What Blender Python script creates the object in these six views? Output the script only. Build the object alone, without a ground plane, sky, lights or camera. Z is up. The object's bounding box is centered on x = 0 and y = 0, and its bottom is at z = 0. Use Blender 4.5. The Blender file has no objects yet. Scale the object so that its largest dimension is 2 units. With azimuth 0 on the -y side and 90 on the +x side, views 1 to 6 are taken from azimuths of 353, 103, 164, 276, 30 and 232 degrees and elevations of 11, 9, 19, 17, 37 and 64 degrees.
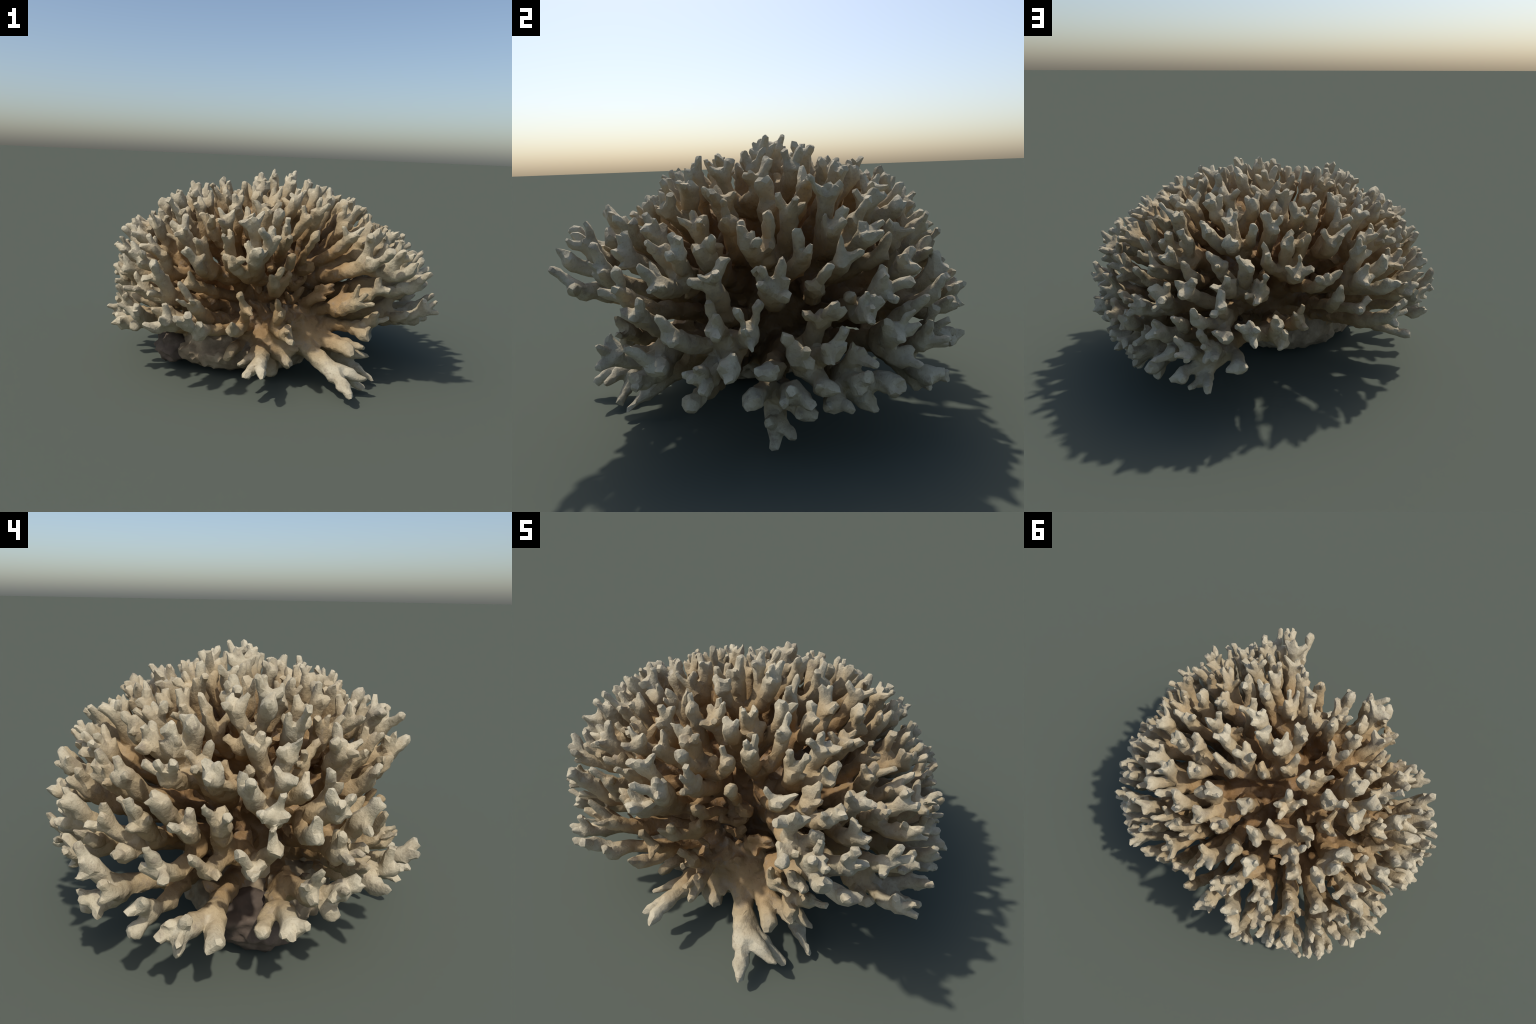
"""A bleached branching coral: a wide low dome of forking, stubby-fingered branches
on a small dark rock.

How it is built
  1. LIMBS lists the primary limbs; each has a handful of growing points (in cm) where its
     outermost fingers end.
  2. Every limb is grown from its growing points back towards the holdfast: neighbouring
     shoots lean together and fuse, so that fingers join into branchlets, branchlets into
     branches and branches into one stem, each thicker than the shoots it carries.
  3. Extra side fingers are added by rule, the whole skeleton is skinned with a smoothly
     blended distance field roughened with noise, meshed, coarsened as a scan is, and cut into
     named parts that share their border vertices and normals.
"""
import bpy
import math
import random
import numpy as np
import openvdb

rng = random.Random(7)
nrng = np.random.default_rng(11)
VOXEL = 0.0056
V = lambda *a: np.array(a, float)
unit = lambda v: v / (np.linalg.norm(v) + 1e-9)

HOLDFAST = V(-0.04, -0.09, 0.20)      # where the limbs spring from
CROWN = V(-0.02, -0.04, 0.36)         # limbs of the dome pass near here

# ------------------------------------------------------------------ growing points
LIMBS = []


def head(*finger_ends):
    """A palm that splits into stubby fingers, given by where the fingers end, in cm."""
    return [V(*p) / 100 for p in finger_ends]


def limb(where, *heads):
    LIMBS.append((where, heads))


limb("crown",
     head((-25, 4, 109), (-31, 4, 111), (-26, -2, 111)), head((-44, -15, 109), (-48, -13, 110), (-46, -22, 105),
     (-48, -17, 104)), head((-39, -3, 109), (-37, -5, 104), (-49, -6, 106), (-43, 2, 103), (-45, -1, 107)),
     head((-28, -9, 106), (-28, -6, 107), (-35, -11, 108), (-28, -1, 100)), head((-60, -18, 103), (-54, -19, 105)),
     head((-56, -4, 104), (-60, -3, 102), (-56, -11, 105)), head((-37, -22, 106), (-39, -19, 101), (-43, -22,
     101)), head((-46, -3, 96), (-45, 7, 89), (-56, 6, 98), (-50, 8, 103)), head((-59, -13, 94), (-59, -10, 90),
     (-57, -3, 89)))
limb("upper front left",
     head((-19, -23, 107), (-23, -18, 105), (-27, -19, 98), (-29, -25, 106), (-29, -29, 104)), head((-28, -37, 99),
     (-24, -40, 99), (-25, -36, 106), (-20, -34, 105)), head((-46, -32, 99), (-44, -28, 103)), head((-59, -25,
     100), (-61, -33, 101), (-53, -33, 96), (-50, -23, 97), (-55, -26, 93)), head((-26, -48, 97), (-34, -48, 99),
     (-33, -54, 93)), head((-39, -44, 91), (-37, -46, 94), (-40, -40, 95), (-39, -36, 93), (-43, -36, 95), (-33,
     -32, 91)))
limb("crown",
     head((-14, -29, 111), (-10, -34, 107)), head((-2, -55, 100)), head((-8, -45, 100), (-6, -47, 98), (-1, -45,
     102), (-9, -40, 96), (-9, -39, 101), (-3, -41, 98), (-14, -42, 103)), head((13, -46, 102), (16, -48, 96)),
     head((-16, -52, 96), (-19, -52, 94), (-18, -44, 99), (-20, -46, 94)), head((2, -57, 95), (1, -60, 92), (3,
     -63, 87), (3, -51, 87)), head((3, -40, 89)))
limb("crown",
     head((31, -17, 110), (26, -19, 111), (22, -15, 108)), head((13, -29, 109), (17, -26, 108), (14, -21, 106), (5,
     -19, 103)), head((-4, -29, 110), (-1, -25, 109), (3, -28, 110), (-7, -25, 105), (-7, -33, 100), (0, -32,
     102)), head((14, -35, 108), (7, -34, 106), (8, -38, 104)), head((17, -19, 98), (15, -29, 97)))
limb("crown",
     head((23, 2, 113), (25, -6, 106), (23, -8, 112)), head((28, 11, 111), (28, 18, 112), (31, 17, 105)), head((40,
     -17, 105), (35, -10, 108)), head((42, 0, 103), (42, -3, 102), (42, 3, 102), (33, 5, 108), (36, 7, 108), (35,
     3, 103)), head((51, 25, 100), (45, 23, 101), (39, 21, 105)), head((26, 11, 101), (18, 6, 101)), head((55, -16,
     97), (59, -12, 96), (56, -11, 96), (53, -3, 96), (48, -5, 96), (45, -14, 98)), head((51, 9, 101), (48, 9, 99),
     (52, 5, 100), (54, 9, 88), (52, 10, 91), (50, 14, 91)), head((37, -4, 93)))
limb("crown",
     head((3, 6, 119), (3, -1, 116)), head((16, 1, 119), (10, 4, 115), (12, -6, 116), (12, -3, 117), (15, -7,
     113)), head((18, 13, 115), (18, 21, 112), (14, 19, 113)), head((-8, 5, 114), (-6, 1, 116), (-5, -1, 111), (-9,
     -5, 111), (-4, -7, 113)), head((-12, -12, 111), (-6, -16, 112), (-3, -14, 112)), head((-4, 14, 115), (4, 19,
     113), (-1, 17, 108), (7, 11, 110)), head((-5, 11, 105), (-14, 16, 110)), head((-16, -4, 111), (-16, 6, 109),
     (-17, 2, 102)), head((6, 24, 105), (13, 26, 107), (-2, 27, 106), (-2, 26, 109)))
limb("upper back",
     head((3, 38, 107), (-1, 41, 107), (-6, 38, 106)), head((-12, 32, 103), (-17, 27, 104), (-19, 33, 102)),
     head((4, 41, 102), (6, 45, 99)), head((-2, 50, 103), (-8, 51, 100), (-6, 54, 98)), head((-16, 48, 93), (-14,
     49, 99), (-9, 47, 95), (-18, 43, 101)), head((-25, 48, 90), (-32, 54, 94), (-28, 46, 99)), head((-22, 66, 90),
     (-19, 63, 84), (-23, 59, 88), (-28, 61, 93), (-15, 58, 91)))
limb("upper back left",
     head((-42, 50, 95), (-36, 47, 96), (-42, 43, 97)), head((-37, 54, 87), (-35, 59, 85), (-43, 61, 87), (-43, 55,
     88)), head((-56, 53, 81), (-54, 48, 88), (-58, 49, 85), (-52, 54, 86), (-49, 56, 81), (-48, 42, 85), (-45, 48,
     89)), head((-70, 40, 73), (-64, 46, 74), (-65, 45, 79), (-67, 40, 79), (-65, 43, 84), (-58, 38, 77)))
limb("upper back left",
     head((-36, 9, 108), (-35, 13, 107), (-28, 12, 112), (-26, 17, 102), (-33, 22, 106), (-28, 20, 108)),
     head((-31, 35, 101), (-35, 38, 96), (-26, 37, 104)), head((-44, 18, 104), (-40, 16, 104), (-48, 14, 96), (-49,
     15, 99), (-51, 19, 95)), head((-35, 29, 100), (-30, 27, 101), (-40, 25, 97)), head((-52, 29, 98), (-48, 27,
     100), (-51, 21, 101), (-49, 28, 91), (-49, 34, 96)), head((-55, 36, 96), (-56, 32, 92), (-56, 32, 95), (-60,
     32, 90)), head((-40, 32, 89)))
limb("upper left",
     head((-66, 7, 98), (-68, 7, 96), (-63, 11, 97)), head((-67, 15, 96), (-67, 17, 93), (-69, 12, 91), (-66, 19,
     88)), head((-69, 26, 87), (-67, 25, 94), (-60, 24, 94)), head((-74, 8, 88), (-79, 4, 83), (-71, 0, 91)),
     head((-81, 0, 88), (-83, -5, 87), (-87, -2, 82)), head((-82, 10, 86), (-82, 16, 86), (-76, 14, 83), (-75, 22,
     83)), head((-73, -14, 82), (-75, -6, 76), (-65, -3, 82)))
limb("upper left",
     head((-62, -20, 91), (-66, -17, 93), (-67, -10, 94), (-71, -14, 90)), head((-72, -23, 90), (-67, -26, 89),
     (-70, -31, 93)), head((-49, -36, 87), (-59, -32, 86), (-62, -29, 82)), head((-78, -23, 85), (-80, -30, 82)),
     head((-82, -12, 84), (-88, -16, 83), (-82, -17, 78)), head((-76, -34, 75), (-68, -33, 81)), head((-69, -45,
     77), (-71, -41, 82), (-62, -44, 74)), head((-87, -26, 79), (-87, -28, 72), (-90, -19, 73)), head((-74, -49,
     75), (-75, -49, 69), (-80, -41, 78), (-80, -45, 74)), head((-85, -37, 70), (-85, -38, 63)))
limb("upper front left",
     head((-51, -43, 94), (-59, -42, 90), (-54, -45, 88), (-57, -51, 85), (-51, -52, 88)), head((-32, -62, 87),
     (-29, -60, 86), (-28, -56, 88), (-32, -53, 76)), head((-41, -48, 84), (-45, -50, 83), (-46, -55, 82)),
     head((-41, -58, 75), (-52, -59, 77), (-50, -60, 79)), head((-52, -53, 59), (-49, -55, 67)))
limb("upper front",
     head((-23, -63, 94), (-17, -64, 97), (-11, -60, 99)), head((-4, -70, 87), (-7, -66, 93), (-6, -61, 89), (-14,
     -72, 91)), head((-20, -69, 85), (-20, -65, 83), (-18, -72, 78), (-17, -74, 81), (-14, -76, 82), (-10, -67,
     80)), head((-31, -63, 77), (-28, -68, 77), (-22, -67, 76)), head((-2, -68, 71), (-8, -69, 68), (-5, -65, 62)),
     head((-1, -56, 63), (5, -57, 67)))
limb("upper front",
     head((19, -52, 88)), head((5, -59, 77)), head((19, -44, 70), (20, -40, 68)), head((6, -45, 59), (13, -41, 58),
     (18, -39, 60), (13, -38, 62), (6, -34, 65)), head((6, -41, 51), (12, -38, 50), (16, -39, 53)))
limb("upper front right",
     head((52, -59, 92), (56, -56, 89), (45, -63, 88)), head((53, -42, 91), (52, -40, 93), (47, -40, 89), (55, -44,
     87), (49, -46, 81)), head((66, -48, 88), (62, -46, 87), (63, -42, 86), (58, -51, 87)), head((54, -74, 83)),
     head((62, -55, 80), (57, -57, 83)), head((62, -68, 81), (68, -68, 79), (65, -63, 79), (63, -62, 86), (63, -61,
     72)), head((45, -62, 76), (54, -62, 75)), head((69, -68, 73), (68, -73, 76)), head((74, -54, 79), (70, -56,
     75), (77, -55, 73), (77, -50, 68), (73, -56, 67)))
limb("upper front right",
     head((32, -25, 110), (33, -28, 104), (30, -31, 105)), head((27, -45, 103), (24, -38, 106), (22, -43, 105),
     (19, -39, 99)), head((46, -25, 105), (43, -30, 103), (49, -28, 100), (50, -23, 101), (54, -24, 99)), head((46,
     -36, 101), (40, -39, 92), (44, -35, 89), (35, -35, 96), (38, -37, 101)), head((56, -35, 90), (52, -35, 96),
     (56, -29, 95)), head((34, -51, 91), (41, -53, 87), (47, -48, 91)))
limb("upper right",
     head((68, -22, 88), (62, -18, 89), (66, -12, 88), (73, -11, 87)), head((68, -31, 88), (74, -34, 84), (71, -34,
     86), (63, -37, 89), (62, -30, 85)), head((81, -19, 83), (82, -16, 82), (87, -18, 76)), head((80, -4, 82), (77,
     -7, 81), (73, -15, 79), (74, -9, 76), (80, -11, 78)), head((78, -30, 80), (74, -24, 77)), head((72, -45, 83),
     (68, -43, 82), (75, -44, 76), (75, -43, 70)), head((65, -8, 77)), head((90, -19, 67), (93, -23, 66), (83, -26,
     74), (91, -27, 74)), head((86, -38, 72), (91, -36, 66), (83, -48, 63)))
limb("upper right",
     head((61, 21, 93), (58, 17, 88), (58, 14, 95), (55, 24, 91)), head((60, -3, 86), (65, -5, 87), (61, -6, 93)),
     head((72, 3, 86), (75, 4, 85), (77, 9, 82), (81, 12, 80)), head((65, 12, 89), (67, 12, 76)), head((62, 26,
     74), (72, 28, 76), (70, 23, 83)), head((82, 10, 71), (85, 13, 73), (86, 13, 67), (83, 22, 62), (77, 19, 65),
     (81, 22, 68), (79, 20, 74)))
limb("upper back right",
     head((54, 36, 97), (50, 37, 98), (52, 33, 98), (60, 26, 101)), head((52, 47, 92), (52, 41, 85), (47, 44, 87)),
     head((61, 39, 85), (57, 39, 89), (61, 34, 82), (57, 31, 86)), head((57, 51, 84), (61, 52, 81), (58, 45, 84),
     (62, 45, 80)), head((53, 55, 80), (50, 53, 71)), head((67, 45, 75), (68, 39, 72), (67, 38, 80)), head((72, 27,
     64), (74, 35, 71)))
limb("upper back right",
     head((29, 27, 105), (28, 26, 107), (21, 33, 107)), head((16, 40, 104), (18, 37, 105), (11, 37, 107), (16, 45,
     104)), head((35, 37, 103), (38, 35, 102), (36, 33, 106), (30, 34, 105), (32, 34, 96)), head((27, 43, 101),
     (33, 48, 98), (30, 54, 96), (26, 50, 100)), head((13, 52, 100), (11, 54, 99), (5, 56, 98), (8, 57, 92)),
     head((20, 59, 96)), head((20, 28, 98), (22, 32, 93)), head((41, 41, 95), (41, 49, 95), (40, 53, 93)),
     head((34, 58, 88), (32, 58, 91), (27, 60, 89)))
limb("upper back",
     head((2, 65, 91), (1, 59, 92), (7, 65, 87)), head((-3, 63, 88), (-8, 60, 89), (-8, 53, 89), (-6, 52, 86), (-1,
     56, 85)), head((15, 60, 87), (15, 68, 84), (11, 62, 77)), head((6, 68, 77), (3, 73, 73), (-6, 72, 77), (-1,
     68, 81)), head((-8, 73, 71), (-14, 72, 74), (-21, 71, 74)))
limb("middle back left",
     head((-31, 64, 80), (-34, 67, 83), (-32, 64, 87), (-39, 63, 79)), head((-46, 68, 71), (-44, 68, 77), (-49, 63,
     76)), head((-32, 69, 72), (-34, 72, 69), (-38, 70, 69), (-34, 71, 76), (-31, 77, 68)), head((-53, 69, 63),
     (-46, 69, 65)), head((-19, 75, 67), (-20, 75, 60)), head((-28, 78, 55), (-35, 72, 58)))
limb("middle back left",
     head((-62, 58, 71), (-58, 61, 68), (-53, 59, 69), (-54, 51, 75), (-60, 51, 69), (-61, 53, 75)), head((-73, 53,
     72), (-77, 54, 67)), head((-69, 58, 65), (-64, 53, 62), (-67, 48, 59), (-69, 60, 57), (-65, 60, 52), (-61, 61,
     58)), head((-76, 45, 55), (-79, 48, 58)), head((-70, 56, 52), (-71, 57, 47), (-82, 50, 51), (-78, 52, 43)),
     head((-61, 65, 45), (-58, 67, 52), (-49, 70, 47), (-52, 72, 52), (-53, 70, 39)))
limb("middle left",
     head((-78, 29, 80), (-73, 33, 84), (-73, 35, 78)), head((-89, 17, 75), (-85, 12, 74), (-82, 18, 76)),
     head((-83, 19, 66), (-87, 26, 63), (-87, 25, 74), (-80, 30, 72)), head((-93, 9, 68), (-91, 4, 65), (-83, 6,
     69), (-88, 4, 72)), head((-83, 37, 66), (-79, 37, 69), (-81, 42, 62), (-77, 35, 58)), head((-82, 31, 55),
     (-89, 30, 55)), head((-94, 17, 61), (-90, 20, 52), (-95, 11, 50)))
limb("middle left",
     head((-91, -1, 75), (-92, -9, 72), (-82, -6, 72), (-86, -2, 69), (-83, -6, 64)), head((-88, -26, 58), (-87,
     -23, 67)), head((-87, -20, 54), (-92, -18, 52), (-92, -13, 60)), head((-88, 2, 54), (-93, 3, 58), (-88, -6,
     49)))
limb("middle front left",
     head((-68, -58, 73), (-68, -59, 70), (-66, -53, 68), (-73, -55, 62)), head((-83, -49, 55), (-78, -54, 56),
     (-71, -44, 61), (-77, -46, 62)), head((-61, -50, 62), (-69, -49, 56), (-64, -47, 53), (-70, -55, 54)),
     head((-55, -67, 54), (-48, -68, 54), (-54, -63, 62), (-44, -61, 51)), head((-61, -58, 47), (-60, -52, 45),
     (-68, -57, 46)), head((-61, -65, 51), (-64, -70, 41), (-63, -70, 45)), head((-65, -62, 38), (-71, -64, 39)))
limb("middle front left",
     head((-17, -69, 47), (-23, -65, 57)), head((-49, -76, 48), (-54, -73, 43), (-56, -76, 47)), head((-27, -73,
     44), (-29, -69, 37)), head((-43, -71, 42), (-47, -69, 34)))
limb("middle front",
     head((-1, -66, 46), (3, -61, 47), (-3, -64, 53)), head((7, -52, 38), (6, -40, 44), (8, -42, 39)), head((4,
     -63, 38), (2, -70, 38), (5, -72, 32)))
limb("middle front right",
     head((12, -41, 44), (17, -38, 40), (21, -40, 45)), head((15, -46, 39), (12, -45, 33), (16, -43, 33), (23, -42,
     34)))
limb("middle front right",
     head((80, -61, 63), (73, -66, 66), (77, -70, 70)), head((52, -64, 66), (58, -64, 59)), head((68, -61, 61)),
     head((41, -62, 61), (46, -63, 57), (50, -63, 51), (41, -61, 51)), head((27, -50, 50), (23, -46, 57), (26, -44,
     58)), head((56, -55, 40), (55, -58, 45), (63, -53, 40)), head((51, -60, 30), (51, -59, 37)))
limb("middle right",
     head((91, 0, 72), (89, -10, 68), (91, -6, 70), (81, 0, 75)), head((94, 0, 51), (91, -5, 52), (88, -4, 61),
     (91, -1, 58)), head((92, 11, 47), (93, 9, 53), (87, 13, 61), (90, 6, 59)), head((97, -19, 59), (98, -14, 50)),
     head((98, 5, 38), (98, 2, 43), (93, 5, 45)), head((97, -4, 33), (98, -6, 42), (95, -12, 38), (96, -9, 37),
     (84, -3, 38)))
limb("middle back right",
     head((69, 53, 67), (66, 52, 68), (60, 52, 68), (64, 62, 64), (68, 57, 58)), head((68, 42, 60)), head((76, 47,
     62), (78, 49, 58), (73, 50, 61), (72, 52, 59), (80, 49, 54)), head((60, 68, 58), (57, 62, 53)), head((68, 65,
     50), (68, 63, 55), (68, 54, 50), (71, 59, 45)), head((70, 65, 36), (60, 62, 38)))
limb("middle back right",
     head((23, 69, 79), (26, 66, 81), (23, 64, 79), (29, 69, 84)), head((37, 57, 81), (33, 60, 79), (38, 64, 79),
     (42, 54, 83)), head((35, 70, 76), (42, 70, 72), (30, 64, 71)), head((57, 59, 72), (56, 65, 67), (48, 63, 74)),
     head((23, 76, 64), (27, 72, 66), (20, 64, 71), (18, 69, 73), (15, 70, 67), (17, 74, 76)), head((43, 76, 61),
     (38, 72, 69), (38, 75, 64)), head((51, 74, 63), (51, 72, 56)), head((35, 79, 51), (39, 81, 50), (43, 77, 53)))
limb("middle back",
     head((15, 81, 59), (13, 82, 53)), head((4, 75, 56), (-1, 72, 59), (-2, 74, 47)), head((31, 81, 56), (32, 77,
     54), (27, 81, 59), (24, 84, 55), (25, 84, 46)), head((9, 77, 48), (12, 78, 41)))
limb("low back left",
     head((-72, 51, 22)))
limb("middle back left",
     head((-90, 43, 45), (-89, 41, 51), (-87, 43, 57)), head((-90, 36, 37), (-89, 35, 44)), head((-95, 19, 42),
     (-95, 24, 37)), head((-82, 47, 36), (-85, 46, 34), (-87, 39, 28)), head((-92, 24, 27)))
limb("middle left",
     head((-96, 7, 23), (-100, 6, 29), (-94, 12, 33), (-95, 14, 28), (-95, 4, 36)), head((-95, -6, 27), (-94, -2,
     23)))
limb("middle left",
     head((-89, -34, 48), (-88, -37, 41), (-89, -40, 55), (-84, -41, 49)), head((-76, -52, 46), (-77, -54, 43),
     (-87, -48, 46), (-84, -43, 41)), head((-80, -45, 33)), head((-92, -31, 30), (-92, -27, 30), (-88, -36, 33)),
     head((-87, -21, 27)))
limb("middle right",
     head((93, -30, 57), (90, -28, 62), (88, -37, 58)), head((96, -42, 47), (98, -41, 40), (88, -42, 48)),
     head((99, -29, 48), (95, -19, 39), (95, -24, 39)), head((79, -43, 40)), head((96, -29, 33), (90, -34, 34)),
     head((94, -11, 26)))
limb("low right",
     head((83, 25, 29), (87, 30, 26), (89, 23, 32), (90, 20, 27)), head((92, 13, 30), (92, 8, 26)), head((83, 24,
     20), (80, 30, 18)), head((83, 13, 17), (79, 22, 10), (77, 14, 4)))
limb("middle right",
     head((74, 32, 55), (83, 27, 57), (82, 37, 60), (81, 41, 58)), head((90, 29, 46), (87, 25, 47), (88, 30, 41),
     (87, 21, 50)), head((82, 41, 46), (80, 40, 51), (85, 34, 46), (85, 36, 40)), head((90, 19, 40), (92, 13, 39)),
     head((83, 38, 30), (87, 32, 33)))
limb("middle back right",
     head((77, 50, 38), (74, 46, 42), (72, 42, 43)), head((80, 48, 34), (78, 46, 28)), head((73, 56, 26), (72, 59,
     31), (70, 60, 27)), head((81, 34, 23), (79, 43, 22)), head((72, 46, 22), (68, 49, 18)))
limb("middle back right",
     head((43, 79, 40), (47, 77, 39), (49, 71, 50), (48, 76, 46), (42, 68, 43)), head((55, 75, 39), (60, 75, 42),
     (54, 69, 42), (59, 69, 48)), head((30, 83, 36), (37, 79, 33)), head((64, 69, 27), (57, 74, 28)), head((54, 69,
     21), (51, 66, 19), (46, 76, 23)))
limb("low front left",
     head((-28, -55, 17)))

# stout prongs of the front skirt: centre line from root to end in cm, thickness there in mm
PRONGS = [
    ("forked foot that touches the ground", (8, -26, 22, 62), (19, -48, 21, 56), (29, -68, 14, 44), (33, -76, 10, 36), (35, -82, 6, 20)),
    ("knee of the foot", (24, -58, 18, 42), (36, -62, 10, 30), (47, -63, 3, 15)),
    ("flat side of the foot", (27, -63, 17, 36), (38, -68, 13, 28), (45, -70, 11, 16)),
    ("low right prong", (14, -26, 20, 55), (36, -41, 15, 40), (48, -49, 9, 28), (56, -55, 4, 12)),
    ("upper fork of it", (36, -41, 16, 34), (46, -46, 17, 26), (54, -49, 16, 14)),
    ("thick middle prong", (18, -32, 25, 55), (31, -50, 25, 48), (38, -60, 24, 36), (41, -65, 23, 26)),
    ("its fork", (29, -46, 26, 38), (40, -52, 25, 30), (48, -56, 24, 18)),
    ("front knuckle", (8, -34, 23, 48), (18, -45, 22, 40), (22, -49, 14, 24)),
    ("front knuckle tip", (16, -42, 23, 36), (19, -45, 25, 28), (20, -47, 28, 17)),
    ("left shelf", (-6, -34, 19, 60), (-9, -52, 20, 48), (-11, -68, 20, 34), (-12, -82, 19, 22)),
    ("left shelf fork", (-9, -58, 19, 36), (-15, -70, 17, 28), (-20, -77, 16, 19)),
    ("spike of the shelf", (-9, -48, 20, 32), (-16, -59, 19, 22), (-22, -66, 18, 11)),
    ("shelf edge", (-2, -38, 19, 52), (3, -48, 18, 42), (7, -57, 13, 26)),
    ("shelf edge tip", (2, -44, 19, 36), (8, -51, 21, 26), (11, -55, 22, 13)),
    ("under shelf", (-4, -40, 14, 52), (-2, -47, 8, 46), (-1, -50, 5, 34)),
]

# ------------------------------------------------------------------ skeleton
class Chain:
    """A run of skeleton between two forks: points from the tip side to the root side."""

    def __init__(self, pts, tips, limb_no):
        self.pts, self.tips, self.limb, self.up, self.kids = pts, tips, limb_no, None, []
        self.r0 = self.r1 = 0.02
        self.cut = None
        self.piece = None


chains = []
STEP = 0.015
FINGER_R = 0.0150


def thickness(n):
    return min(0.050, 0.0182 * n ** 0.30)


def root_target(p):
    """Shoots of the dome head for the crown, low ones straight for the holdfast."""
    lift = np.clip((p[2] - 0.30) / 0.25, 0, 1)
    return HOLDFAST * (1 - lift) + CROWN * lift


def grow(limb_no, heads):
    active = []
    for ends in heads:
        middle = sum(ends) / len(ends)
        spread = max(np.linalg.norm(p - middle) for p in ends)
        rise = np.clip((middle[2] - 0.26) / 0.20, -0.5, 1)
        axis = unit(unit(middle - HOLDFAST) + V(0, 0, 0.45 * rise))
        low = min((p - middle) @ axis for p in ends)
        palm = middle + axis * (0.4 * low - 0.027 - 0.45 * spread)
        stem = Chain([palm], len(ends), limb_no)
        stem.age = 4
        chains.append(stem)
        active.append(stem)
        for p in ends:
            way = unit(p - palm)
            bow = way - axis * (way @ axis)
            f = Chain([p, 0.55 * p + 0.45 * palm + 0.010 * bow, palm - 0.008 * axis], 1, limb_no)
            f.finger = True
            f.up = stem
            stem.kids.append(f)
            chains.append(f)
    while True:
        active.sort(key=lambda c: -np.linalg.norm(c.pts[-1] - HOLDFAST))
        c = active[0]
        p = c.pts[-1]
        to_root = HOLDFAST - p
        far = np.linalg.norm(to_root)
        if far < 0.10:
            for a in active:
                a.pts.append(HOLDFAST + 0.3 * (a.pts[-1] - HOLDFAST))
            return
        others = [(np.linalg.norm(a.pts[-1] - p), i, a) for i, a in enumerate(active) if a is not c]
        others.sort(key=lambda t: t[:2])
        merge_at = 0.036 + 0.002 * min(8, c.tips)
        if others and others[0][0] < merge_at and (len(c.pts) > 2 or others[0][0] < 0.020):
            b = others[0][2]
            new = Chain([(p * c.tips + b.pts[-1] * b.tips) / (c.tips + b.tips)], c.tips + b.tips, limb_no)
            for k in (c, b):
                k.pts.append(new.pts[0])
                k.up = new
                new.age = max(getattr(new, 'age', 0), k.age + len(k.pts))
                new.kids.append(k)
            active = [a for a in active if a is not c and a is not b] + [new]
            chains.append(new)
            continue
        pull = 0.85 * unit(root_target(p) - p)
        for dist, _, a in others[:3]:
            reach = 0.15 if c.tips + a.tips < 12 else 0.10
            if dist < reach:
                pull = pull + 0.40 * unit(a.pts[-1] - p) * (1 - 0.5 * dist / reach)
        # fingers of the dome turn upward, those of the skirt droop
        travelled = c.age + len(c.pts)
        fade = max(0.0, 1 - travelled / 16)
        rise = np.clip((p[2] - 0.26) / 0.20, -0.6, 1)
        pull = pull + V(0, 0, -0.75 * rise * fade)
        if len(c.pts) > 1:
            pull = pull + 0.8 * unit(c.pts[-1] - c.pts[-2])
        pull = pull + 0.26 * V(*(rng.uniform(-1, 1) for _ in range(3)))
        c.pts.append(p + STEP * unit(pull))


for number, (where, heads) in enumerate(LIMBS):
    grow(number, heads)

def chisel(at, way):
    """Planes that chip a finger end: a slanted flat, a wedge or a three-sided point."""
    side = unit(np.cross(way, nrng.normal(size=3)))
    other = np.cross(way, side)
    kind = rng.random()
    if kind < 0.28:
        return [(at, unit(way + 0.45 * nrng.normal(size=3)))]
    if kind < 0.62:
        return [(at, unit(way + rng.uniform(0.6, 1.3) * side)), (at, unit(way - rng.uniform(0.5, 1.2) * side))]
    steep = rng.uniform(0.9, 1.9)
    return [(at, unit(way + steep * (math.cos(w) * side + math.sin(w) * other))) for w in (0.3, 2.5, 4.4)]


# radii: thin at the finger ends, thicker with every shoot carried
for c in chains:
    c.r0 = thickness(c.tips)
    if hasattr(c, "finger"):
        c.r0 = FINGER_R * rng.uniform(0.75, 1.15)
for c in chains:
    c.r1 = (0.5 * (thickness(c.tips) + thickness(c.up.tips))) if c.up else c.r0 * 1.15
    if c.kids and hasattr(c.kids[0], "finger"):
        c.r0 *= 1.3
    if hasattr(c, "finger"):
        c.r1 = rng.uniform(0.020, 0.024)
    # the limbs of the low skirt are stouter
    stout = 1 + 0.25 * np.clip((0.42 - c.pts[0][2]) / 0.25, 0, 1)
    c.r0, c.r1 = c.r0 * (0.5 + 0.5 * stout if hasattr(c, "finger") else stout), c.r1 * stout
    if hasattr(c, "finger"):
        if len(c.pts) > 1:
            tip_way = unit(c.pts[0] - c.pts[1])
            c.cut = chisel(c.pts[0] + 0.003 * tip_way, tip_way)
            c.pts[0] = c.pts[0] - 0.005 * tip_way

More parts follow.
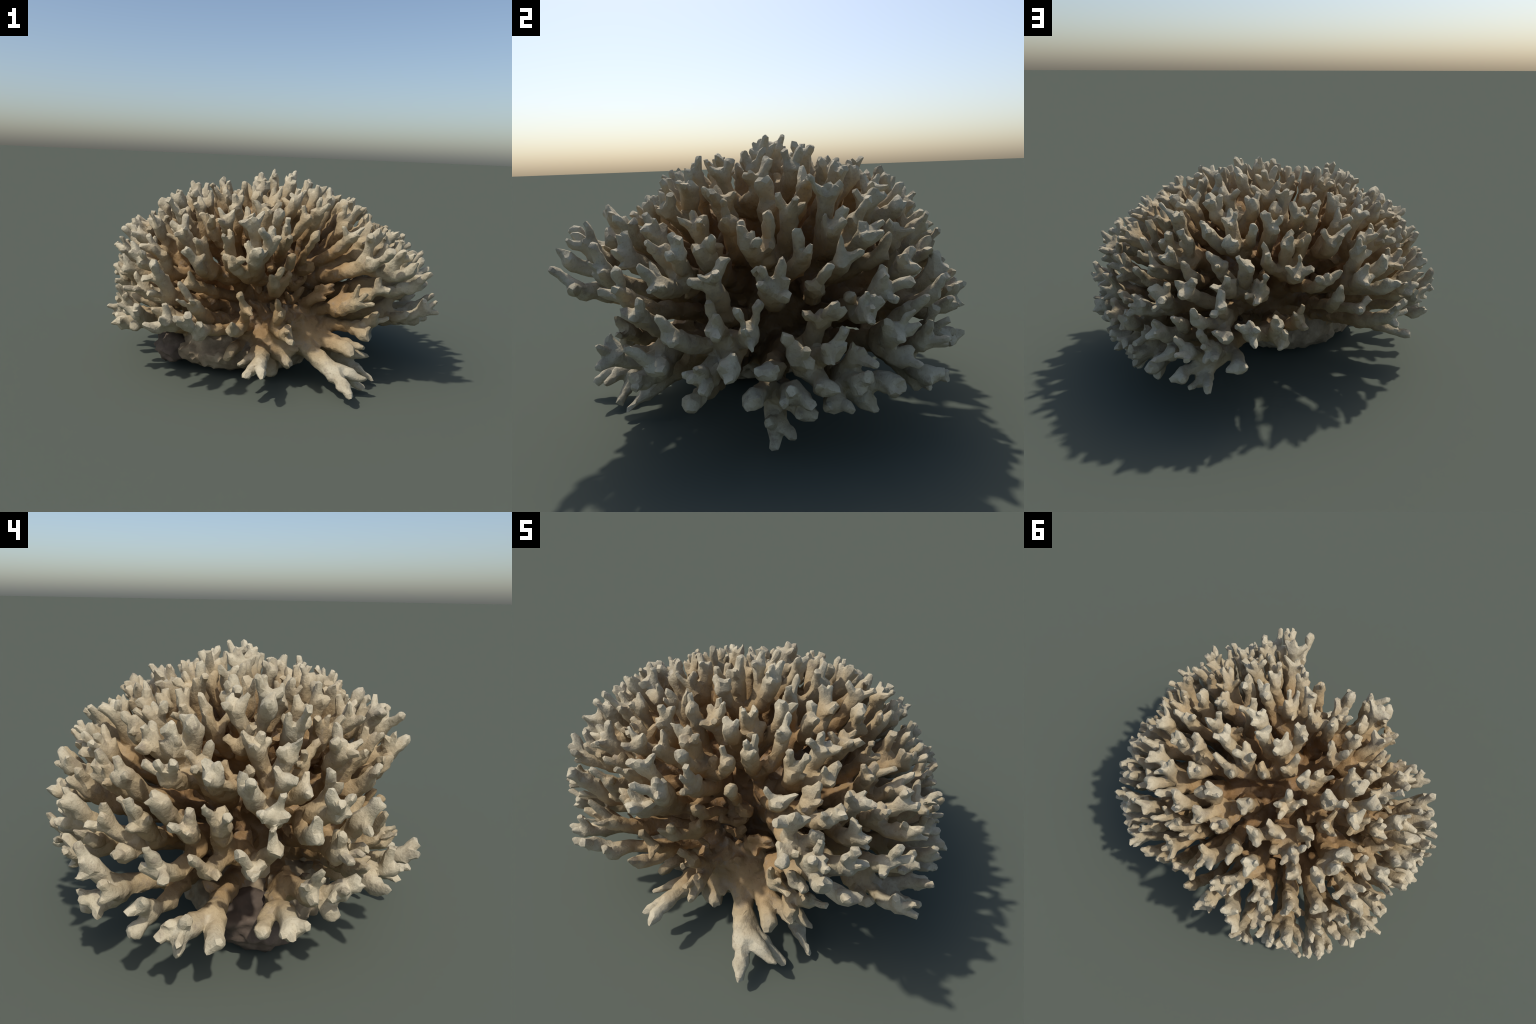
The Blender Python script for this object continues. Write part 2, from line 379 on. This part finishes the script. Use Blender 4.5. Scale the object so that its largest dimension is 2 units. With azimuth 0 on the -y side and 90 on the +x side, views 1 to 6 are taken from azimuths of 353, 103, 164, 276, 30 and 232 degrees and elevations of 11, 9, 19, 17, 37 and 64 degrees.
# young shoots fill the gaps between the branches further in
skeleton = [(c, i) for c in chains for i in range(len(c.pts))]
where_at = np.array([c.pts[i] for c, i in skeleton])
ends = np.array([p for _, heads in LIMBS for h in heads for p in h])
shoots = []
for attempt in range(9000):
    if len(shoots) >= 110:
        break
    a = ends[rng.randrange(len(ends))]
    close = np.argsort(np.linalg.norm(ends - a, axis=1))[1:7]
    b = ends[close[rng.randrange(len(close))]]
    inward = rng.uniform(0.36, 0.78)
    p = HOLDFAST + (a + rng.uniform(0.2, 0.8) * (b - a) - HOLDFAST) * inward
    dist = np.linalg.norm(where_at - p, axis=1)
    if dist.min() < 0.060 or p[2] < 0.12:
        continue
    # spring from a branch that lies further in
    outward = unit(p - HOLDFAST)
    behind = (p - where_at) @ outward
    usable = np.where((behind > 0.45 * dist) & (dist < 0.17), dist, 9)
    k = usable.argmin()
    if usable[k] > 1:
        continue
    host, foot = skeleton[k][0], where_at[k]
    s = Chain([p, 0.5 * (p + foot) + 0.012 * unit(p - foot - outward * ((p - foot) @ outward)), foot], 1, host.limb)
    s.up, s.r0, s.r1 = host, rng.uniform(0.011, 0.018), rng.uniform(0.024, 0.031)
    s.cut = chisel(p + 0, outward)
    s.young = True
    shoots.append(s)
    where_at = np.vstack([where_at, s.pts[:2]])
    skeleton += [(host, 0)] * 2

# side fingers, by rule
fingers = []
for c in shoots:
    outward = unit(0.8 * unit(c.pts[0] - c.pts[min(3, len(c.pts) - 1)]) + 0.3 * unit(c.pts[0] - HOLDFAST))
    side = unit(np.cross(outward, nrng.normal(size=3)))
    for k in range(rng.choice((0, 0, 1, 1, 2))):
        base = c.pts[0] - outward * rng.uniform(0.050, 0.080)
        turn = k * 2.4 + rng.uniform(-0.5, 0.5)
        lean = side * math.cos(turn) + np.cross(outward, side) * math.sin(turn)
        end = base + outward * rng.uniform(0.045, 0.075) + lean * rng.uniform(0.026, 0.042)
        f = Chain([end, 0.5 * (end + base) + 0.006 * lean, base], 0, c.limb)
        f.up, f.r0, f.r1 = c, rng.uniform(0.010, 0.014), rng.uniform(0.019, 0.024)
        f.cut = chisel(end + 0, unit(outward + 0.4 * lean))
        fingers.append(f)

# ------------------------------------------------------------------ named pieces
class Piece:
    def __init__(self, kind, owner):
        self.kind, self.owner = kind, owner


prongs = []
for what, *line in PRONGS:
    for (ax, ay, az, ar), (bx, by, bz, br), last in zip(line[:-1], line[1:], [False] * (len(line) - 2) + [True]):
        s = Chain([V(bx, by, bz) / 100, V(ax, ay, az) / 100], 1, 0)
        s.r0, s.r1 = br / 1000 * 0.92, ar / 1000 * 0.92
        s.what = what
        if last:
            s.cut = chisel(s.pts[0] + 0.006 * unit(s.pts[0] - s.pts[1]), unit(s.pts[0] - s.pts[1]))
        prongs.append(s)

BASE_AT, BASE_R = V(-0.19, -0.13, 0.12), V(0.42, 0.32, 0.12)
stubs = []
for k in range(16):
    turn, up = rng.uniform(-1.5, 4.2), rng.uniform(0.15, 1.0)
    n = unit(V(math.cos(turn) * math.cos(up), -abs(math.sin(turn)) * math.cos(up) if k % 3 else math.sin(turn) * math.cos(up), math.sin(up)))
    foot = BASE_AT + n * BASE_R * 0.95
    way = unit(n + V(0, 0, 0.3) + 0.4 * nrng.normal(size=3))
    tip = foot + way * rng.uniform(0.05, 0.12)
    s = Chain([tip, foot], 1, 0)
    s.r0, s.r1 = rng.uniform(0.016, 0.026), rng.uniform(0.028, 0.040)
    s.cut = chisel(tip + 0.004 * way, way)
    stubs.append(s)

base_piece = Piece("holdfast", None)
trunk_piece = Piece("trunk", None)
pieces = [base_piece, trunk_piece]
limb_pieces = [Piece("branch", trunk_piece) for _ in LIMBS]
pieces += limb_pieces
BRANCHLET_TIPS = 7


def name_pieces(c, current):
    if current is None and c.tips <= BRANCHLET_TIPS:
        current = Piece("branchlet", limb_pieces[c.limb])
        pieces.append(current)
    c.piece = current or limb_pieces[c.limb]
    for k in c.kids:
        name_pieces(k, current)


for c in chains:
    if c.up is None:
        name_pieces(c, None)
prong_pieces = {}
for s in prongs:
    if s.what not in prong_pieces:
        prong_pieces[s.what] = Piece("branch", None)
        pieces.append(prong_pieces[s.what])
    s.piece = prong_pieces[s.what]
for s in stubs:
    s.piece = base_piece
for s in shoots:
    s.piece = Piece("young_shoot", limb_pieces[s.limb])
    pieces.append(s.piece)
for f in fingers:
    f.piece = f.up.piece
piece_no = {id(p): i for i, p in enumerate(pieces)}

# ------------------------------------------------------------------ distance field
LOW, HIGH = V(-1.06, -0.92, -0.03), V(1.06, 0.92, 1.26)
SHAPE = np.ceil((HIGH - LOW) / VOXEL).astype(int)
field = np.full(SHAPE, 0.05, np.float32)
owner = np.zeros(SHAPE, np.int16)
nearest = np.full(SHAPE, 0.05, np.float32)
AXES = [(LOW[i] + VOXEL * np.arange(SHAPE[i])).astype(np.float32) for i in range(3)]


def box(lo, hi):
    a = np.maximum(0, np.floor((lo - LOW) / VOXEL).astype(int))
    b = np.minimum(SHAPE, np.ceil((hi - LOW) / VOXEL).astype(int) + 1)
    return tuple(slice(x, max(x, y)) for x, y in zip(a, b))


def put(d, where, blend, number):
    f = field[where]
    h = np.maximum(blend - np.abs(f - d), 0) / blend
    field[where] = np.minimum(f, d) - h * h * blend * 0.25
    closer = d < nearest[where]
    nearest[where][closer] = d[closer]
    owner[where][closer] = number


def tube(c, blend):
    pts = np.array(c.pts)
    if len(pts) < 2:
        return
    radii = np.linspace(c.r0, c.r1, len(pts))
    pad = radii.max() + 0.035
    where = box(pts.min(0) - pad, pts.max(0) + pad)
    d = np.full([s.stop - s.start for s in where], 9.0, np.float32)
    if d.size == 0:
        return
    for a, b, ra, rb in zip(pts[:-1], pts[1:], radii[:-1], radii[1:]):
        r = max(ra, rb) + 0.035
        w = box(np.minimum(a, b) - r, np.maximum(a, b) + r)
        X, Y, Z = (AXES[i][w[i]] for i in range(3))
        X, Y, Z = X[:, None, None] - a[0], Y[None, :, None] - a[1], Z[None, None, :] - a[2]
        ab = b - a
        t = np.clip((X * ab[0] + Y * ab[1] + Z * ab[2]) / (ab @ ab + 1e-12), 0, 1)
        e = np.sqrt((X - t * ab[0]) ** 2 + (Y - t * ab[1]) ** 2 + (Z - t * ab[2]) ** 2) - (ra + (rb - ra) * t)
        part = tuple(slice(w[i].start - where[i].start, w[i].stop - where[i].start) for i in range(3))
        d[part] = np.minimum(d[part], e)
    if c.cut is not None:
        X, Y, Z = (AXES[i][where[i]] for i in range(3))
        for at, n in c.cut:
            plane = (X[:, None, None] - at[0]) * n[0] + (Y[None, :, None] - at[1]) * n[1] + (Z[None, None, :] - at[2]) * n[2]
            d = np.maximum(d, plane.astype(np.float32))
    put(d, where, blend, piece_no[id(c.piece)])


def lump(centre, radii, blend, number):
    """An ellipsoid, smoothly joined on."""
    radii = V(*radii)
    where = box(centre - radii - 0.06, centre + radii + 0.06)
    X, Y, Z = (AXES[i][where[i]] - centre[i] for i in range(3))
    q = np.sqrt((X[:, None, None] / radii[0]) ** 2 + (Y[None, :, None] / radii[1]) ** 2 + (Z[None, None, :] / radii[2]) ** 2)
    put(((q - 1) * radii.min()).astype(np.float32), where, blend, number)


def lattice_noise(size):
    """Smooth random values in [-1, 1] with features of about the given size."""
    out = nrng.uniform(-1, 1, [int(s * VOXEL / size) + 3 for s in SHAPE]).astype(np.float32)
    for axis in range(3):
        x = np.arange(SHAPE[axis]) * VOXEL / size
        i = x.astype(int)
        t = x - i
        t = (t * t * (3 - 2 * t)).astype(np.float32)
        shape = [1, 1, 1]
        shape[axis] = -1
        t = t.reshape(shape)
        out = np.take(out, i, axis) * (1 - t) + np.take(out, i + 1, axis) * t
    return out


for c in sorted(chains, key=lambda c: -c.tips):
    tube(c, 0.014 if hasattr(c, "finger") else 0.024 if c.tips < 8 else 0.045)
for s in prongs:
    tube(s, 0.022)
for s in stubs:
    tube(s, 0.03)
for s in shoots:
    tube(s, 0.018)
for f in fingers:
    tube(f, 0.018)
# the fused heart of the colony, where all limbs meet
lump(V(-0.03, -0.06, 0.26), (0.29, 0.26, 0.16), 0.05, 1)
lump(V(0.0, 0.01, 0.46), (0.30, 0.27, 0.25), 0.07, 1)
lump(V(0.10, -0.30, 0.27), (0.24, 0.20, 0.13), 0.05, 1)
# the spreading base it stands on
lump(BASE_AT, BASE_R, 0.03, 0)
lump(V(0.02, -0.26, 0.13), (0.20, 0.18, 0.11), 0.04, 0)
lump(V(-0.16, 0.06, 0.16), (0.26, 0.20, 0.13), 0.04, 0)
field += 0.0075 * lattice_noise(0.048) + 0.0052 * lattice_noise(0.024)
field = np.maximum(field, (0.002 - AXES[2])[None, None, :])        # it stands on the ground

grid = openvdb.FloatGrid(0.05)
grid.copyFromArray(field)
points, quads = grid.convertToQuads(isovalue=0.0)
points = points * VOXEL + LOW

# ------------------------------------------------------------------ mesh, coarsened like a scan
skin = bpy.data.meshes.new("coral_skin")
skin.from_pydata(points.tolist(), [], quads[:, ::-1].tolist())
whole = bpy.data.objects.new("coral_skin", skin)
bpy.context.scene.collection.objects.link(whole)
smooth = whole.modifiers.new("smooth", "SMOOTH")
smooth.factor, smooth.iterations = 0.25, 1
coarsen = whole.modifiers.new("coarsen", "DECIMATE")
coarsen.ratio = 0.052
coarsen.use_collapse_triangulate = True
final = bpy.data.meshes.new_from_object(whole.evaluated_get(bpy.context.evaluated_depsgraph_get()))
bpy.data.objects.remove(whole)
bpy.data.meshes.remove(skin)

n_v, n_f = len(final.vertices), len(final.polygons)
co = np.empty(n_v * 3, np.float32)
final.vertices.foreach_get("co", co)
co = co.reshape(-1, 3)
no = np.empty(n_v * 3, np.float32)
final.vertex_normals.foreach_get("vector", no)
no = no.reshape(-1, 3)
loops = np.empty(len(final.loops), np.int32)
final.loops.foreach_get("vertex_index", loops)
tri = loops.reshape(-1, 3)

# drop crumbs that float free of the colony
label = np.arange(n_v)
while True:
    low = label[tri].min(1)
    new = label.copy()
    for k in range(3):
        np.minimum.at(new, tri[:, k], low)
    new = new[new]
    if (new == label).all():
        break
    label = new
main = np.bincount(label).argmax()
tri = tri[label[tri[:, 0]] == main]

# the longest side is 2 m and the lowest point rests on the ground
used = np.unique(tri)

# shading normals: smooth within 40 degrees, crisp across chipped edges
facet = np.cross(co[tri[:, 1]] - co[tri[:, 0]], co[tri[:, 2]] - co[tri[:, 0]])
facet_unit = facet / (np.linalg.norm(facet, axis=1)[:, None] + 1e-12)
corner_v = tri.ravel()
order = np.argsort(corner_v, kind="stable")
sorted_v, sorted_f = corner_v[order], order // 3
total = facet[sorted_f].copy()
for k in range(1, 24):
    same = sorted_v[k:] == sorted_v[:-k]
    if not same.any():
        break
    i = np.nonzero(same)[0]
    j = i + k
    near = (facet_unit[sorted_f[i]] * facet_unit[sorted_f[j]]).sum(1) > math.cos(math.radians(40))
    i, j = i[near], j[near]
    np.add.at(total, i, facet[sorted_f[j]])
    np.add.at(total, j, facet[sorted_f[i]])
corner_no = np.empty((len(corner_v), 3))
corner_no[order] = total / (np.linalg.norm(total, axis=1)[:, None] + 1e-12)
corner_no = corner_no.reshape(-1, 3, 3)

centre = co[tri].mean(1)
cell = np.clip(np.round((centre - LOW) / VOXEL).astype(int), 0, SHAPE - 1)
face_piece = owner[tuple(cell.T)]


# ------------------------------------------------------------------ materials
def material(name):
    m = bpy.data.materials.new(name)
    m.use_nodes = True
    nt = m.node_tree
    return m, nt, nt.nodes["Principled BSDF"]


def node(nt, kind, **settings):
    n = nt.nodes.new(kind)
    for k, v in settings.items():
        if k in n.inputs:
            n.inputs[k].default_value = v
        else:
            setattr(n, k, v)
    return n


def ramp(nt, source, *stops):
    r = nt.nodes.new("ShaderNodeValToRGB")
    while len(r.color_ramp.elements) < len(stops):
        r.color_ramp.elements.new(0.5)
    for e, (at, colour) in zip(r.color_ramp.elements, stops):
        e.position = at
        e.color = (*colour, 1) if len(colour) == 3 else colour
    nt.links.new(source, r.inputs[0])
    return r.outputs[0]


def blend(nt, mode, fac, a, b):
    n = nt.nodes.new("ShaderNodeMix")
    n.data_type, n.blend_type = "RGBA", mode
    for sock, value in ((n.inputs[0], fac), (n.inputs[6], a), (n.inputs[7], b)):
        if isinstance(value, bpy.types.NodeSocket):
            nt.links.new(value, sock)
        else:
            sock.default_value = value if isinstance(value, (int, float)) else (*value, 1)
    return n.outputs[2]


def grey(v):
    return (v, v, v)


def coral_material():
    m, nt, out = material("bleached_coral")
    pos = nt.nodes.new("ShaderNodeTexCoord").outputs["Object"]

    def noise(scale, detail=4, rough=0.55):
        n = node(nt, "ShaderNodeTexNoise", Scale=scale, Detail=detail, Roughness=rough)
        nt.links.new(pos, n.inputs["Vector"])
        return n.outputs["Fac"]

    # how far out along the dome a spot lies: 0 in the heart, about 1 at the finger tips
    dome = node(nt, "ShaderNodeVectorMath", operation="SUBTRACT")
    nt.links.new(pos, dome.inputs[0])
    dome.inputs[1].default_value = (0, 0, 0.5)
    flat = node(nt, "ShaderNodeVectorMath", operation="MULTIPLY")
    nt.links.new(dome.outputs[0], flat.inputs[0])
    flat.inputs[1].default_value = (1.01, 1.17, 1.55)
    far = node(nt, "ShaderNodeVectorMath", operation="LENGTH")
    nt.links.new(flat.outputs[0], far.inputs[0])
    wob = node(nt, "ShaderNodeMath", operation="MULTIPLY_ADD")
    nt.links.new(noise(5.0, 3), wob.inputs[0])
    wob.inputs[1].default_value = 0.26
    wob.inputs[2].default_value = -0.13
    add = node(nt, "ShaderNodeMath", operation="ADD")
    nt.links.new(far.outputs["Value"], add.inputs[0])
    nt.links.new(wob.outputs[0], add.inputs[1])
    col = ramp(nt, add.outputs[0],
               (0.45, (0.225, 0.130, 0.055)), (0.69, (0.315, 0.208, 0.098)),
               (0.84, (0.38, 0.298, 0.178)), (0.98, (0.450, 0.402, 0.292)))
    # worn: white highlights painted along the finger edges
    sharp = nt.nodes.new("ShaderNodeNewGeometry").outputs["Pointiness"]
    edge_highlight = ramp(nt, sharp, (0.505, grey(0)), (0.565, grey(1)))
    outer = ramp(nt, add.outputs[0], (0.70, grey(0.1)), (0.95, grey(0.75)))
    col = blend(nt, "MIX", blend(nt, "MULTIPLY", 1.0, edge_highlight, outer), col, (0.56, 0.535, 0.455))
    # soft pale and buff patches, then grey-brown stains and fine dark pits
    patch = ramp(nt, noise(11, 5, 0.6), (0.35, (0.80, 0.76, 0.70)), (0.62, (1.08, 1.07, 1.05)))
    col = blend(nt, "MULTIPLY", 0.85, col, patch)
    stain = ramp(nt, noise(21, 6, 0.72), (0.50, grey(0)), (0.68, grey(1)))
    where = ramp(nt, noise(4.1, 2), (0.42, grey(0.12)), (0.60, grey(0.8)))
    both = blend(nt, "MULTIPLY", 1.0, stain, where)
    col = blend(nt, "MIX", both, col, (0.24, 0.195, 0.145))
    pits = ramp(nt, noise(95, 3, 0.6), (0.30, (0.62, 0.58, 0.52)), (0.42, (1, 1, 1)))
    col = blend(nt, "MULTIPLY", 0.45, col, pits)
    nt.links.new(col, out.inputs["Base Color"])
    out.inputs["Roughness"].default_value = 0.78
    out.inputs["Specular IOR Level"].default_value = 0.3
    bump = node(nt, "ShaderNodeBump", Strength=0.6, Distance=0.012)
    nt.links.new(noise(34, 7, 0.62), bump.inputs["Height"])
    nt.links.new(bump.outputs[0], out.inputs["Normal"])
    return m


def rock_material(name, dark, mid, pale):
    m, nt, out = material(name)
    pos = nt.nodes.new("ShaderNodeTexCoord").outputs["Object"]
    n1 = node(nt, "ShaderNodeTexNoise", Scale=7.0, Detail=6, Roughness=0.65)
    nt.links.new(pos, n1.inputs["Vector"])
    col = ramp(nt, n1.outputs["Fac"], (0.32, dark), (0.5, mid), (0.68, pale))
    nt.links.new(col, out.inputs["Base Color"])
    out.inputs["Roughness"].default_value = 0.85
    bump = node(nt, "ShaderNodeBump", Strength=0.5, Distance=0.01)
    nt.links.new(n1.outputs["Fac"], bump.inputs["Height"])
    nt.links.new(bump.outputs[0], out.inputs["Normal"])
    return m


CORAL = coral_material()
BASE = rock_material("encrusted_base", (0.125, 0.092, 0.055), (0.235, 0.180, 0.112), (0.37, 0.300, 0.200))
ROCK = rock_material("dark_rock", (0.055, 0.040, 0.029), (0.088, 0.063, 0.045), (0.15, 0.112, 0.080))  # browns darkened to carry the shade under the colony

# ------------------------------------------------------------------ objects
scene = bpy.context.scene.collection
coral = bpy.data.objects.new("branching_coral", None)
coral["label"] = "wide dome of bleached cream coral with stubby forked fingers"
coral["category"] = "coral"
scene.objects.link(coral)


def add_object(name, mesh, parent):
    o = bpy.data.objects.new(name, mesh)
    scene.objects.link(o)
    o.parent = parent
    return o


made = {}
for p in pieces:
    number = piece_no[id(p)]
    mine = tri[face_piece == number]
    if len(mine) == 0 and p.kind in ("branchlet", "young_shoot"):
        continue
    verts, inv = np.unique(mine, return_inverse=True)
    mesh = bpy.data.meshes.new(p.kind)
    mesh.from_pydata(co[verts].tolist(), [], inv.reshape(-1, 3).tolist())
    mesh.update(calc_edges=True)
    mesh.shade_smooth()
    if len(verts):
        mesh.normals_split_custom_set(corner_no[face_piece == number].reshape(-1, 3).tolist())
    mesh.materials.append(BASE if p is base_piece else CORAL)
    parent = coral if p.kind in ("branch", "trunk", "holdfast") else made[id(p.owner)]
    made[id(p)] = add_object(p.kind, mesh, parent)


def rock(name, centre, radii, seed, subdivisions=5, rough=0.16):
    import bmesh
    from mathutils import Vector, noise
    bm = bmesh.new()
    bmesh.ops.create_icosphere(bm, subdivisions=subdivisions, radius=1)
    for v in bm.verts:
        n = v.co.normalized()
        k = 1 + rough * noise.fractal(n * 1.7 + Vector((seed, 0, 0)), 1.0, 2.0, 4) + 0.10 * abs(noise.noise(n * 3.1 + Vector((0, seed, 0))))
        v.co = Vector((n.x * radii[0], n.y * radii[1], n.z * radii[2])) * k + Vector(centre)
        v.co.z = max(v.co.z, 0.002 + 0.01 * (1 + noise.noise(v.co * 14)))
    mesh = bpy.data.meshes.new(name)
    bm.to_mesh(mesh)
    bm.free()
    mesh.shade_smooth()
    mesh.materials.append(ROCK)
    return add_object(name, mesh, coral)


rock("rock", (-0.56, -0.14, 0.13), (0.13, 0.17, 0.10), 3.0, 4, 0.3)
